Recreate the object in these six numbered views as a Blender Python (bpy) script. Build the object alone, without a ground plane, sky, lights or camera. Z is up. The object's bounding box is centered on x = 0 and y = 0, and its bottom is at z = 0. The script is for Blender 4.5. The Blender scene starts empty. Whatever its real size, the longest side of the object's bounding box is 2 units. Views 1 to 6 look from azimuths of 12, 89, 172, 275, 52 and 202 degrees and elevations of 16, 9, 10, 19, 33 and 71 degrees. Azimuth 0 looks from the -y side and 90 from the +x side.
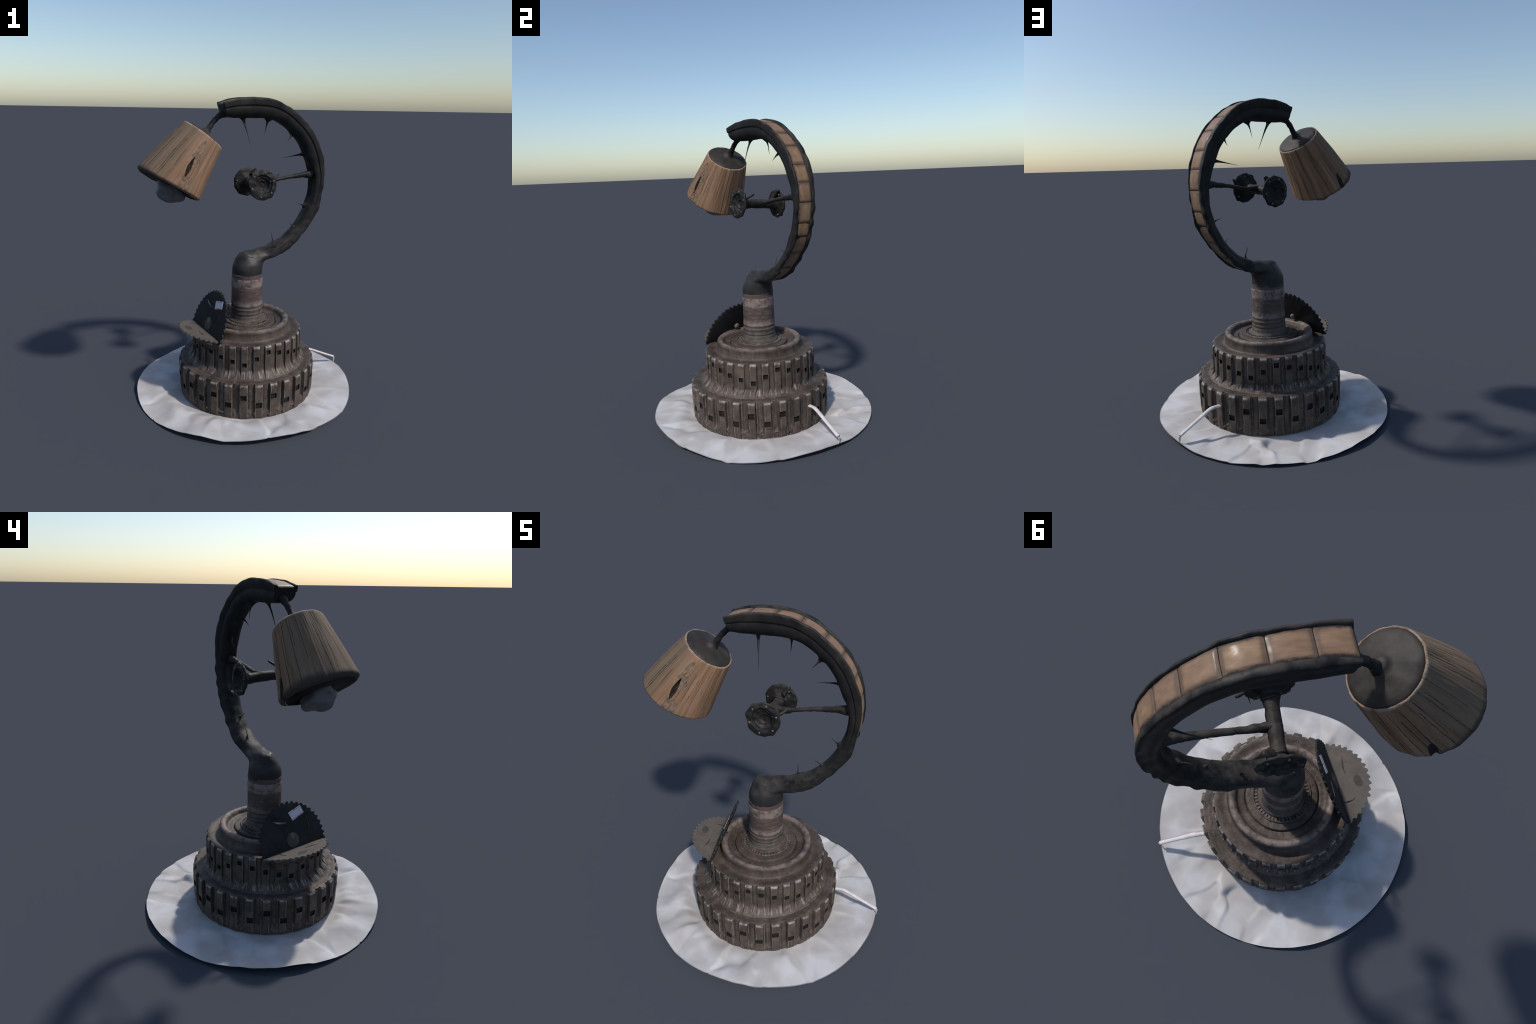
# Salvage-part desk lamp: stacked gear base, pipe column, tarred wheel-rim arch with
# wooden inserts, valve-hub on a spoke, two saw blades, log lamp shade, on a round paper sheet.
import bpy, math, random
from mathutils import Vector, Matrix, noise

random.seed(7)
TAU = 2 * math.pi
SC = bpy.context.scene.collection


# ------------------------------------------------------------------ helpers
def lerp(a, b, t):
    return a + (b - a) * t


def sstep(a, b, x):
    t = min(1.0, max(0.0, (x - a) / (b - a)))
    return t * t * (3 - 2 * t)


def catmull(pts, t):
    """pts: list of equal-length tuples, t in [0, n-1]."""
    n = len(pts)
    i = min(n - 2, max(0, int(math.floor(t))))
    f = t - i
    p0, p1, p2, p3 = pts[max(0, i - 1)], pts[i], pts[i + 1], pts[min(n - 1, i + 2)]
    return tuple(0.5 * (2 * b + (c - a) * f + (2 * a - 5 * b + 4 * c - d) * f * f
                        + (3 * b - a - 3 * c + d) * f ** 3)
                 for a, b, c, d in zip(p0, p1, p2, p3))


def link(name, verts, faces, mats, parent=None, smooth=True, angle=None, midx=None):
    me = bpy.data.meshes.new(name)
    me.from_pydata([tuple(v) for v in verts], [], faces)
    for m in (mats if isinstance(mats, (list, tuple)) else [mats]):
        me.materials.append(m)
    if midx:
        me.polygons.foreach_set("material_index", midx)
    me.polygons.foreach_set("use_smooth", [smooth] * len(me.polygons))
    me.update()
    ob = bpy.data.objects.new(name, me)
    SC.objects.link(ob)
    if parent:
        ob.parent = parent
    if angle is not None:
        me.set_sharp_from_angle(angle=math.radians(angle))
    return ob


def grid(rows, cols, closed_c=True, off=0):
    f = []
    for i in range(rows - 1):
        for j in range(cols if closed_c else cols - 1):
            k = (j + 1) % cols
            f.append((off + i * cols + j, off + i * cols + k, off + (i + 1) * cols + k, off + (i + 1) * cols + j))
    return f


def lathe(profile, angles, center=(0, 0, 0), rfun=None, cap=True):
    """profile (r,z) from bottom to top; closed with pole fans at r=0 ends."""
    n = len(angles)
    V, F = [], []
    for i, (r, z) in enumerate(profile):
        for a in angles:
            rr, zz = (r, z) if rfun is None else rfun(r, z, a, i)
            V.append((center[0] + rr * math.cos(a), center[1] + rr * math.sin(a), center[2] + zz))
    F = grid(len(profile), n)
    if cap:
        b = len(V)
        V.append((center[0], center[1], center[2] + profile[0][1]))
        V.append((center[0], center[1], center[2] + profile[-1][1]))
        o = (len(profile) - 1) * n
        for j in range(n):
            k = (j + 1) % n
            F.append((b, k, j))
            F.append((b + 1, o + j, o + k))
    return V, F


def densify(profile, step):
    out = [profile[0]]
    for a, b in zip(profile, profile[1:]):
        d = math.hypot(b[0] - a[0], b[1] - a[1])
        k = max(1, int(math.ceil(d / step)))
        for i in range(1, k + 1):
            out.append((lerp(a[0], b[0], i / k), lerp(a[1], b[1], i / k)))
    return out


def frame(z, hint=Vector((0, 0, 1))):
    z = Vector(z).normalized()
    x = hint.cross(z)
    if x.length < 1e-4:
        x = Vector((1, 0, 0)).cross(z)
    x.normalize()
    return x, z.cross(x), z


def tube(path, radii, seg=14, sub=6, wob=0.0, seed=0.0, flat=None, hint=Vector((0, 0, 1))):
    """Round or flattened tube through control points with per-point radius."""
    P, R, Fl = [], [], []
    n = len(path)
    for i in range((n - 1) * sub + 1):
        t = i / sub
        P.append(Vector(catmull([tuple(p) for p in path], t)))
        R.append(max(0.0003, catmull([(r,) for r in radii], t)[0]))
        Fl.append(catmull([(f,) for f in flat], t)[0] if flat else 1.0)
    V = []
    px = None
    for i, p in enumerate(P):
        d = (P[min(len(P) - 1, i + 1)] - P[max(0, i - 1)]).normalized()
        if px is None:
            x, y, _ = frame(d, hint)
        else:
            x = (px - d * px.dot(d)).normalized()
            y = d.cross(x)
        px = x
        for j in range(seg):
            a = TAU * j / seg
            v = p + x * (R[i] * math.cos(a)) + y * (R[i] * Fl[i] * math.sin(a))
            if wob:
                v += (v - p) * wob * noise.noise(v * 45 + Vector((seed, 0, 0)))
            V.append(v)
    F = grid(len(P), seg)
    F.append(tuple(range(seg))[::-1])
    F.append(tuple(range((len(P) - 1) * seg, len(P) * seg)))
    return V, F


def join(parts):
    V, F = [], []
    for v, f in parts:
        o = len(V)
        V += [tuple(p) for p in v]
        F += [tuple(i + o for i in q) for q in f]
    return V, F


def box(c, x, y, z, hx, hy, hz):
    c, x, y, z = Vector(c), Vector(x), Vector(y), Vector(z)
    V = [c + x * (hx * i) + y * (hy * j) + z * (hz * k) for i in (-1, 1) for j in (-1, 1) for k in (-1, 1)]
    F = [(0, 1, 3, 2), (4, 6, 7, 5), (0, 4, 5, 1), (2, 3, 7, 6), (0, 2, 6, 4), (1, 5, 7, 3)]
    return V, F


def empty(name, loc=(0, 0, 0), parent=None):
    o = bpy.data.objects.new(name, None)
    o.location = loc
    o.empty_display_size = 0.1
    SC.objects.link(o)
    if parent:
        o.parent = parent
    return o


# ------------------------------------------------------------------ materials
class Mat:
    def __init__(self, name, rough=0.75, spec=0.25):
        self.m = bpy.data.materials.new(name)
        self.m.use_nodes = True
        self.t = self.m.node_tree
        self.n, self.l = self.t.nodes, self.t.links
        self.b = self.n["Principled BSDF"]
        self.b.inputs["Roughness"].default_value = rough
        self.b.inputs["Specular IOR Level"].default_value = spec
        self.tc = self.n.new("ShaderNodeTexCoord")
        self.pos = self.tc.outputs["Object"]

    def put(self, sock, v):
        if isinstance(v, (int, float)):
            sock.default_value = v
        elif isinstance(v, tuple):
            sock.default_value = v if len(v) != 3 or sock.type == "VECTOR" else (*v, 1)
        else:
            self.l.new(v, sock)

    def math(self, op, a, b=0.0, clamp=False):
        x = self.n.new("ShaderNodeMath")
        x.operation, x.use_clamp = op, clamp
        self.put(x.inputs[0], a)
        self.put(x.inputs[1], b)
        return x.outputs[0]

    def vec(self, op, a, b):
        x = self.n.new("ShaderNodeVectorMath")
        x.operation = op
        self.put(x.inputs[0], a)
        self.put(x.inputs[1], b)
        return x.outputs["Value"] if op in ("DOT_PRODUCT", "LENGTH") else x.outputs[0]

    def sep(self, v=None):
        x = self.n.new("ShaderNodeSeparateXYZ")
        self.put(x.inputs[0], v or self.pos)
        return x.outputs

    def comb(self, a, b, c):
        x = self.n.new("ShaderNodeCombineXYZ")
        for i, v in enumerate((a, b, c)):
            self.put(x.inputs[i], v)
        return x.outputs[0]

    def noise(self, scale, detail=4, rough=0.6, vec=None, dist=0.0):
        x = self.n.new("ShaderNodeTexNoise")
        x.inputs["Scale"].default_value = scale
        x.inputs["Detail"].default_value = detail
        x.inputs["Roughness"].default_value = rough
        x.inputs["Distortion"].default_value = dist
        self.put(x.inputs["Vector"], vec or self.pos)
        return x.outputs["Fac"]

    def voro(self, scale, vec=None):
        x = self.n.new("ShaderNodeTexVoronoi")
        x.inputs["Scale"].default_value = scale
        self.put(x.inputs["Vector"], vec or self.pos)
        return x.outputs["Distance"]

    def step(self, v, a, b):
        x = self.n.new("ShaderNodeMapRange")
        x.interpolation_type = "SMOOTHSTEP"
        self.put(x.inputs["Value"], v)
        x.inputs["From Min"].default_value = min(a, b)
        x.inputs["From Max"].default_value = max(a, b)
        x.inputs["To Min"].default_value = 0.0 if a < b else 1.0
        x.inputs["To Max"].default_value = 1.0 if a < b else 0.0
        return x.outputs["Result"]

    def mix(self, f, a, b):
        x = self.n.new("ShaderNodeMix")
        x.data_type = "RGBA"
        self.put(x.inputs["Factor"], f)
        self.put(x.inputs["A"], a)
        self.put(x.inputs["B"], b)
        return x.outputs["Result"]

    def ramp(self, f, *stops):
        x = self.n.new("ShaderNodeValToRGB")
        e = x.color_ramp.elements
        while len(e) < len(stops):
            e.new(0.5)
        for q, (p, c) in zip(e, stops):
            q.position, q.color = p, (*c, 1)
        self.put(x.inputs[0], f)
        return x.outputs[0]

    def point(self):
        return self.n.new("ShaderNodeNewGeometry").outputs["Pointiness"]

    def normal_z(self):
        return self.sep(self.n.new("ShaderNodeNewGeometry").outputs["Normal"])[2]

    def bump(self, h, strength=0.3, dist=0.004):
        x = self.n.new("ShaderNodeBump")
        x.inputs["Strength"].default_value = strength
        x.inputs["Distance"].default_value = dist
        self.put(x.inputs["Height"], h)
        self.put(self.b.inputs["Normal"], x.outputs[0])

    def color(self, c):
        self.put(self.b.inputs["Base Color"], c)
        return self.m


NT = 30                                 # teeth on each gear
PH = math.radians(5.4)                  # angle of the first tooth
GC = Vector((0.018, -0.008, 0.0))       # gear axis


def cyl_vec(M, k, kz, c=GC):
    """Coordinates wrapped round a vertical axis: constant along radius, k across, kz along."""
    s = M.sep(M.vec("SUBTRACT", M.pos, tuple(c)))
    a = M.math("ARCTAN2", s[1], s[0])
    return M.comb(M.math("MULTIPLY", M.math("COSINE", a), k), M.math("MULTIPLY", M.math("SINE", a), k),
                  M.math("MULTIPLY", s[2], kz)), s


def gear_material():
    M = Mat("brown_cast_steel", 0.58, 0.25)
    n1 = M.noise(9, 6, 0.7)
    col = M.ramp(n1, (0.3, (0.036, 0.027, 0.022)), (0.5, (0.072, 0.055, 0.0455)), (0.7, (0.13, 0.1, 0.084)))
    n0 = M.noise(34, 5, 0.7)
    col = M.mix(M.math("MULTIPLY", M.step(n0, 0.5, 0.72), 0.5), col, (0.15, 0.118, 0.1))
    cv, s = cyl_vec(M, 30, 3)
    streak = M.math("MULTIPLY", M.noise(1.5, 4, 0.65, cv), M.step(M.math("ABSOLUTE", M.normal_z()), 0.75, 0.4))
    col = M.mix(M.math("MULTIPLY", M.step(streak, 0.52, 0.74), 0.5), col, (0.15, 0.125, 0.115))
    pit = M.noise(70, 3, 0.6)
    col = M.mix(M.math("MULTIPLY", M.step(pit, 0.6, 0.72), 0.45), col, (0.03, 0.026, 0.024))
    # highlights on tooth edges and raised lip, painted as pale colour
    edge = M.math("MULTIPLY", M.step(M.point(), 0.53, 0.62), M.step(M.noise(38, 4, 0.7), 0.36, 0.62))
    col = M.mix(M.math("MULTIPLY", edge, 0.85), col, (0.27, 0.235, 0.22))
    rad = M.vec("LENGTH", M.comb(s[0], s[1], 0.0), (0, 0, 0))
    lip = M.math("MULTIPLY", M.step(rad, 0.235, 0.26), M.step(rad, 0.295, 0.275))
    lip = M.math("MULTIPLY", lip, M.step(s[2], 0.5, 0.525))
    col = M.mix(M.math("MULTIPLY", lip, M.math("MULTIPLY", M.step(M.noise(16, 5, 0.7), 0.36, 0.6), 0.8)), col, (0.24, 0.19, 0.172))
    # light caught by the upper gear's flare, baked in as pale blotches
    fil = M.math("MULTIPLY", M.step(s[2], 0.256, 0.266), M.step(s[2], 0.302, 0.288))
    cv2, _ = cyl_vec(M, 22, 10)
    col = M.mix(M.math("MULTIPLY", fil, M.math("MULTIPLY", M.step(M.noise(1.2, 3, 0.6, cv2), 0.5, 0.66), 0.8)), col, (0.28, 0.235, 0.215))
    # glints drawn on tooth corners, shadow drawn along the slot walls
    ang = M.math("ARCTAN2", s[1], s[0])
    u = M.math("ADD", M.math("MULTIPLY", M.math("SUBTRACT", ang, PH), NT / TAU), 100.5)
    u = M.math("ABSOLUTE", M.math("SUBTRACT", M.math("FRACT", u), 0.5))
    upper_ = M.step(s[2], .254, .26)
    eu = M.math("ADD", 0.237, M.math("MULTIPLY", upper_, 0.024))
    du = M.math("ABSOLUTE", M.math("SUBTRACT", u, eu))
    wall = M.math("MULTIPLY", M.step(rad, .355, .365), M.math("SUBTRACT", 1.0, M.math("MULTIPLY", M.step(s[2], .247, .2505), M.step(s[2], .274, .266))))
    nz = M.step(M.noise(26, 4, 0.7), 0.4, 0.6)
    line = M.math("MULTIPLY", M.step(du, 0.028, 0.008), M.math("MULTIPLY", wall, nz))
    col = M.mix(M.math("MULTIPLY", line, 0.7), col, (0.23, 0.2, 0.19))
    topc = M.math("ADD", M.math("MULTIPLY", M.step(s[2], .234, .243), M.step(s[2], .2535, .249)), M.math("MULTIPLY", M.step(s[2], .448, .456), M.step(s[2], .4665, .461)))
    topc = M.math("MULTIPLY", M.math("MULTIPLY", topc, M.step(u, .29, .25)), M.math("MULTIPLY", wall, M.step(M.noise(33, 4, 0.7), 0.36, 0.58)))
    col = M.mix(M.math("MULTIPLY", topc, 0.9), col, (0.32, 0.285, 0.27))
    painted_slot_shade = M.math("MULTIPLY", M.math("MULTIPLY", M.step(u, .27, .30), M.step(u, .40, .33)), M.math("MULTIPLY", wall, M.step(s[2], .05, .075)))
    col = M.mix(M.math("MULTIPLY", painted_slot_shade, M.math("ADD", 0.4, M.math("MULTIPLY", nz, 0.35))), col, (0.024, 0.021, 0.02))
    M.put(M.b.inputs["Metallic"], 0.1)
    M.bump(M.math("ADD", M.noise(120, 4, 0.6), M.math("MULTIPLY", n1, 0.8)), 0.35, 0.003)
    return M.color(col)


def column_material():
    M = Mat("rusty_pipe", 0.6, 0.25)
    cv, s = cyl_vec(M, 1.3, 42)
    ring = M.noise(1.6, 5, 0.65, cv)
    n = M.noise(24, 6, 0.7)
    col = M.ramp(ring, (0.3, (0.042, 0.032, 0.029)), (0.52, (0.08, 0.06, 0.054)), (0.75, (0.14, 0.107, 0.098)))
    red = M.step(M.noise(7, 4, 0.6), 0.48, 0.68)
    col = M.mix(M.math("MULTIPLY", red, 0.55), col, (0.1, 0.06, 0.055))
    z = s[2]
    band = M.math("MULTIPLY", M.step(z, 0.755, 0.762), M.step(z, 0.822, 0.816))
    col = M.mix(M.math("MULTIPLY", band, M.step(n, 0.33, 0.6)), col, (0.21, 0.168, 0.156))
    low = M.math("MULTIPLY", M.step(z, 0.627, 0.632), M.step(z, 0.685, 0.64))
    col = M.mix(M.math("MULTIPLY", low, M.step(n, 0.36, 0.62)), col, (0.2, 0.158, 0.147))
    foot = M.step(z, 0.632, 0.622)
    col = M.mix(M.math("MULTIPLY", foot, 0.75), col, M.ramp(n, (0.35, (0.045, 0.04, 0.035)), (0.7, (0.12, 0.1, 0.088))))
    edge = M.math("MULTIPLY", M.step(M.point(), 0.53, 0.6), M.step(n, 0.4, 0.6))
    col = M.mix(M.math("MULTIPLY", edge, 0.6), col, (0.28, 0.25, 0.235))
    M.bump(M.math("ADD", n, ring), 0.3, 0.003)
    return M.color(col)


TH = math.radians(35.0)
D = Vector((math.cos(TH), math.sin(TH), 0))
W = Vector((-math.sin(TH), math.cos(TH), 0))
O = Vector((0.016, -0.003, 0))


def SWZ(s, w, z):
    return O + D * s + W * w + Vector((0, 0, z))


def tar_material(name="black_tar", dust=1.0):
    M = Mat(name, 0.6, 0.16)
    n1, n2 = M.noise(14, 5, 0.65), M.noise(60, 4, 0.7)
    col = M.ramp(n1, (0.3, (0.010, 0.010, 0.011)), (0.55, (0.018, 0.0172, 0.0172)), (0.8, (0.031, 0.028, 0.026)))
    up = M.math("MULTIPLY", M.step(M.normal_z(), 0.1, 0.8), M.step(n1, 0.36, 0.6))
    col = M.mix(M.math("MULTIPLY", up, 0.6 * dust), col, (0.066, 0.054, 0.046))
    s = M.sep()
    pale_speck = M.math("MULTIPLY", M.step(n2, 0.63, 0.72), M.math("MULTIPLY", M.step(s[2], 1.22, 1.1), M.step(s[2], 0.93, 0.98)))
    col = M.mix(M.math("MULTIPLY", pale_speck, 0.75), col, (0.12, 0.115, 0.125))
    fleck = M.step(M.noise(90, 2, 0.5), 0.74, 0.8)
    col = M.mix(M.math("MULTIPLY", fleck, 0.5), col, (0.1, 0.1, 0.105))
    M.put(M.b.inputs["Roughness"], M.math("ADD", M.math("MULTIPLY", n2, 0.35), 0.38))
    M.bump(M.math("ADD", n1, M.math("MULTIPLY", n2, 0.5)), 0.45, 0.004)
    return M.color(col)


def block_material():
    M = Mat("tar_stained_wood_block", 0.62, 0.25)
    rel = M.vec("SUBTRACT", M.pos, tuple(O))
    w = M.vec("DOT_PRODUCT", rel, tuple(W))
    s = M.vec("DOT_PRODUCT", rel, tuple(D))
    z = M.sep()[2]
    # along-the-arc and across coordinates around the wheel centre
    ang = M.math("ARCTAN2", M.math("SUBTRACT", z, 1.48), M.math("SUBTRACT", s, 0.04))
    gv = M.comb(M.math("MULTIPLY", w, 12.0), M.math("MULTIPLY", ang, 1.6), 0.0)
    gv2 = M.comb(M.math("MULTIPLY", w, 55.0), M.math("MULTIPLY", ang, 7.0), 3.0)
    n1, n2 = M.noise(1.6, 5, 0.6, gv), M.noise(1.0, 4, 0.6, gv2)
    rnd = M.n.new("ShaderNodeObjectInfo").outputs["Random"]
    col = M.ramp(n1, (0.28, (0.14, 0.078, 0.044)), (0.5, (0.265, 0.158, 0.09)), (0.72, (0.38, 0.25, 0.148)))
    col = M.mix(M.math("MULTIPLY", rnd, 0.5), col, (0.215, 0.138, 0.1))
    col = M.mix(M.math("MULTIPLY", M.step(n2, 0.55, 0.75), 0.45), col, (0.13, 0.085, 0.06))
    # the lowest blocks fade to a dark grey-brown
    col = M.mix(M.math("MULTIPLY", M.step(M.math("ADD", z, M.math("MULTIPLY", n1, 0.12)), 1.36, 1.1), 0.62), col, (0.085, 0.072, 0.062))
    edge = M.math("ADD", M.math("ABSOLUTE", w), M.math("MULTIPLY", M.math("SUBTRACT", M.noise(26, 5, 0.7), 0.5), 0.034))
    col = M.mix(M.step(edge, 0.040, 0.047), col, (0.022, 0.021, 0.022))
    seam = M.math("MULTIPLY", M.step(M.point(), 0.505, 0.47), 0.6)
    col = M.mix(seam, col, (0.05, 0.038, 0.03))
    M.put(M.b.inputs["Coat Weight"], 0.09)
    M.put(M.b.inputs["Coat Roughness"], 0.22)
    M.bump(M.math("ADD", n1, n2), 0.4, 0.003)
    return M.color(col)


def shade_material():
    M = Mat("weathered_log_wood", 0.8, 0.2)
    s = M.sep()
    a = M.math("ARCTAN2", s[1], s[0])
    ca, sa = M.math("COSINE", a), M.math("SINE", a)

    def v(k, kz):
        return M.comb(M.math("MULTIPLY", ca, k), M.math("MULTIPLY", sa, k), M.math("MULTIPLY", s[2], kz))
    n1 = M.noise(1.0, 5, 0.65, v(5.5, 1.6))
    n2 = M.noise(1.0, 6, 0.7, v(13, 3.5))
    n3 = M.noise(1.0, 3, 0.6, v(60, 12))
    col = M.ramp(n1, (0.3, (0.12, 0.068, 0.038)), (0.46, (0.235, 0.137, 0.084)), (0.6, (0.305, 0.19, 0.122)), (0.76, (0.36, 0.25, 0.17)))
    broad = M.noise(1.0, 3, 0.55, v(2.6, 1.0))
    col = M.mix(M.math("MULTIPLY", M.step(broad, 0.5, 0.66), 0.5), col, (0.115, 0.072, 0.045))
    # darker grey-brown on the far side of the log
    far = M.step(M.math("ADD", sa, M.math("MULTIPLY", M.math("SUBTRACT", n1, 0.5), 1.2)), SHADE_FAR[0], SHADE_FAR[1])
    col = M.mix(M.math("MULTIPLY", far, 0.6), col, (0.125, 0.102, 0.074))
    col = M.mix(M.math("MULTIPLY", M.step(n2, 0.54, 0.74), 0.42), col, (0.1, 0.066, 0.045))
    col = M.mix(M.math("MULTIPLY", M.step(n2, 0.44, 0.3), 0.4), col, (0.34, 0.25, 0.18))
    col = M.mix(M.math("MULTIPLY", M.step(n3, 0.58, 0.72), 0.2), col, (0.09, 0.065, 0.047))
    # charred bottom rim, bleached top edge
    rimz = M.math("ADD", s[2], M.math("MULTIPLY", M.math("SUBTRACT", M.noise(12, 4, 0.6), 0.5), 0.05))
    col = M.mix(M.math("MULTIPLY", M.step(rimz, 0.345, 0.385), 0.9), col, (0.04, 0.033, 0.03))
    top = M.math("MULTIPLY", M.step(rimz, 0.012, 0.0), M.step(M.noise(25, 3, 0.6), 0.35, 0.55))
    col = M.mix(M.math("MULTIPLY", top, 0.6), col, (0.36, 0.28, 0.22))
    M.bump(M.math("ADD", n2, M.math("MULTIPLY", n3, 0.6)), 0.5, 0.004)
    return M.color(col)


def rot_material():
    M = Mat("crumbled_grey_wood", 0.9, 0.15)
    n = M.noise(55, 5, 0.7)
    M.bump(n, 0.8, 0.006)
    return M.color(M.ramp(n, (0.3, (0.085, 0.06, 0.046)), (0.52, (0.185, 0.134, 0.1)), (0.78, (0.28, 0.225, 0.185))))


def simple(name, lo, hi, scale=20, rough=0.7, spec=0.25, bump=0.3, bd=0.003, lo_p=0.3, hi_p=0.7):
    M = Mat(name, rough, spec)
    n = M.noise(scale, 5, 0.65)
    if bump:
        M.bump(M.math("ADD", n, M.math("MULTIPLY", M.noise(scale * 5, 3, 0.6), 0.4)), bump, bd)
    return M.color(M.ramp(n, (lo_p, lo), (hi_p, hi)))


def paper_material():
    M = Mat("crumpled_paper", 0.85, 0.15)
    n1, n2 = M.noise(4.2, 3, 0.5, dist=0.25), M.noise(10, 4, 0.55, dist=0.3)
    col = M.ramp(n1, (0.36, (0.415, 0.387, 0.375)), (0.5, (0.475, 0.455, 0.447)), (0.64, (0.56, 0.55, 0.56)))  # light and dark mottle carries wrinkle shading baked into the paper colour
    col = M.mix(M.math("MULTIPLY", M.step(n2, 0.58, 0.75), 0.2), col, (0.40, 0.375, 0.365))
    M.bump(n1, 0.3, 0.012)
    return M.color(col)


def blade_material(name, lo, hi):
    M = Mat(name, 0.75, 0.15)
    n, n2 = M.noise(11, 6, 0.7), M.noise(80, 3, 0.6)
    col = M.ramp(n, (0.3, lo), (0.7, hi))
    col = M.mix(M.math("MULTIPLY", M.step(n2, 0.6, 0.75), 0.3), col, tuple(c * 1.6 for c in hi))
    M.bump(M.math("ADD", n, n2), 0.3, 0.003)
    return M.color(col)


SHADE_FAR = (0.0, 0.6)
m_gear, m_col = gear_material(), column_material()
m_dark = simple("dark_recess", (0.012, 0.011, 0.011), (0.022, 0.02, 0.019), 30, 0.8, 0.15)
m_tar, m_block = tar_material(), block_material()
m_wood, m_rot = shade_material(), rot_material()
m_crack = simple("wood_crack", (0.022, 0.017, 0.013), (0.05, 0.038, 0.03), 40, 0.9, 0.1)
m_cap = simple("smoked_shade_top", (0.016, 0.0135, 0.012), (0.044, 0.036, 0.0305), 14, 0.6, 0.3)
m_bulb = simple("frosted_bulb", (0.085, 0.084, 0.092), (0.11, 0.11, 0.122), 8, 0.5, 0.4, 0.05)  # glass tinted dark grey for the shade under the lamp shade
m_soot = simple("sooty_interior", (0.014, 0.013, 0.013), (0.03, 0.027, 0.026), 14, 0.8, 0.2)
m_rimgrey = simple("grey_rim", (0.16, 0.17, 0.18), (0.3, 0.31, 0.32), 20, 0.7, 0.2)
m_paper = paper_material()
m_cable = simple("white_cable_sheath", (0.5, 0.47, 0.46), (0.66, 0.64, 0.63), 18, 0.6, 0.3, 0.15)
m_cut = simple("cut_cable_end", (0.09, 0.05, 0.05), (0.3, 0.2, 0.19), 60, 0.8, 0.2)
m_red = simple("red_stripe", (0.38, 0.16, 0.16), (0.45, 0.22, 0.22), 30, 0.7, 0.2, 0)
m_blade = blade_material("shade_darkened_saw_steel", (0.012, 0.012, 0.0135), (0.029, 0.028, 0.0285))  # base colour lowered to hold the shadow on the standing blade
m_dust = blade_material("dusty_saw_steel", (0.085, 0.073, 0.063), (0.135, 0.118, 0.103))
m_stamp = simple("dark_stamp", (0.05, 0.045, 0.042), (0.075, 0.067, 0.06), 60, 0.8, 0.2)
m_slit = simple("worn_slot_steel", (0.12, 0.115, 0.11), (0.24, 0.235, 0.23), 60, 0.6, 0.3)
m_nut = simple("bare_brass_grey", (0.03, 0.026, 0.023), (0.22, 0.185, 0.155), 22, 0.5, 0.4)
m_label = simple("paper_label", (0.5, 0.49, 0.55), (0.56, 0.55, 0.6), 12, 0.7, 0.2, 0)

# ------------------------------------------------------------------ paper sheet
sheet_r = 0.7555
edge_z = [0.017, 0.031, 0.031, 0.020, 0.014, 0.015, 0.015, 0.016, 0.022, 0.027, 0.024, 0.024,
          0.034, 0.036, 0.022, 0.007, 0.011, 0.028, 0.038, 0.042, 0.046, 0.043, 0.026, 0.012]


def sheet_edge(a):
    t = (a % TAU) / TAU * 24
    pts = [(edge_z[i % 24],) for i in range(-1, 27)]
    return catmull(pts, t + 1)[0]


rp = random.Random(5)
FACETS = []
while len(FACETS) < 95:
    fr, fa = sheet_r * (.5 + .6 * rp.random()), TAU * rp.random()
    px_, py_ = fr * math.cos(fa), fr * math.sin(fa)
    if all((px_ - q[0]) ** 2 + (py_ - q[1]) ** 2 > .055 ** 2 for q in FACETS):
        FACETS.append((px_, py_, rp.gauss(.001, .002), rp.gauss(0, .13), rp.gauss(0, .13)))


def crease(x, y):
    """Crumpled relief: many tilted flat facets meeting in fairly crisp folds."""
    n = Vector((x * 7, y * 7, 1.5))
    x0, y0 = x + .030 * noise.noise(n), y + .030 * noise.noise(n + Vector((5, 3, 9)))
    num = den = 0.0
    rad = math.hypot(x, y) + 1e-6
    cx, cy = x / rad, y / rad
    for fx, fy, fh, gx, gy in FACETS:
        dx, dy = x0 - fx, y0 - fy
        dr = dx * cx + dy * cy
        dt = dy * cx - dx * cy
        d2 = (dr * .62) ** 2 + (dt * 1.3) ** 2      # folds run mostly outwards
        if d2 < .05:
            w = math.exp(-d2 / .0024)
            num += w * (fh + gx * dx + gy * dy)
            den += w
    # long swell lifted along one side, curling down again at the rim
    pa = (math.atan2(y, x) - math.radians(244) + math.pi) % TAU - math.pi
    bulge = 0.038 * math.exp(-((math.hypot(x, y) - .60) / .085) ** 2) * math.exp(-(abs(pa) / .74) ** 3) + .012 * math.exp(-((x - .5) ** 2 + (y + .3) ** 2) / .02)
    return (num / den if den > 1e-9 else 0.0) + 0.004 * noise.noise(n * .6) + bulge


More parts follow.
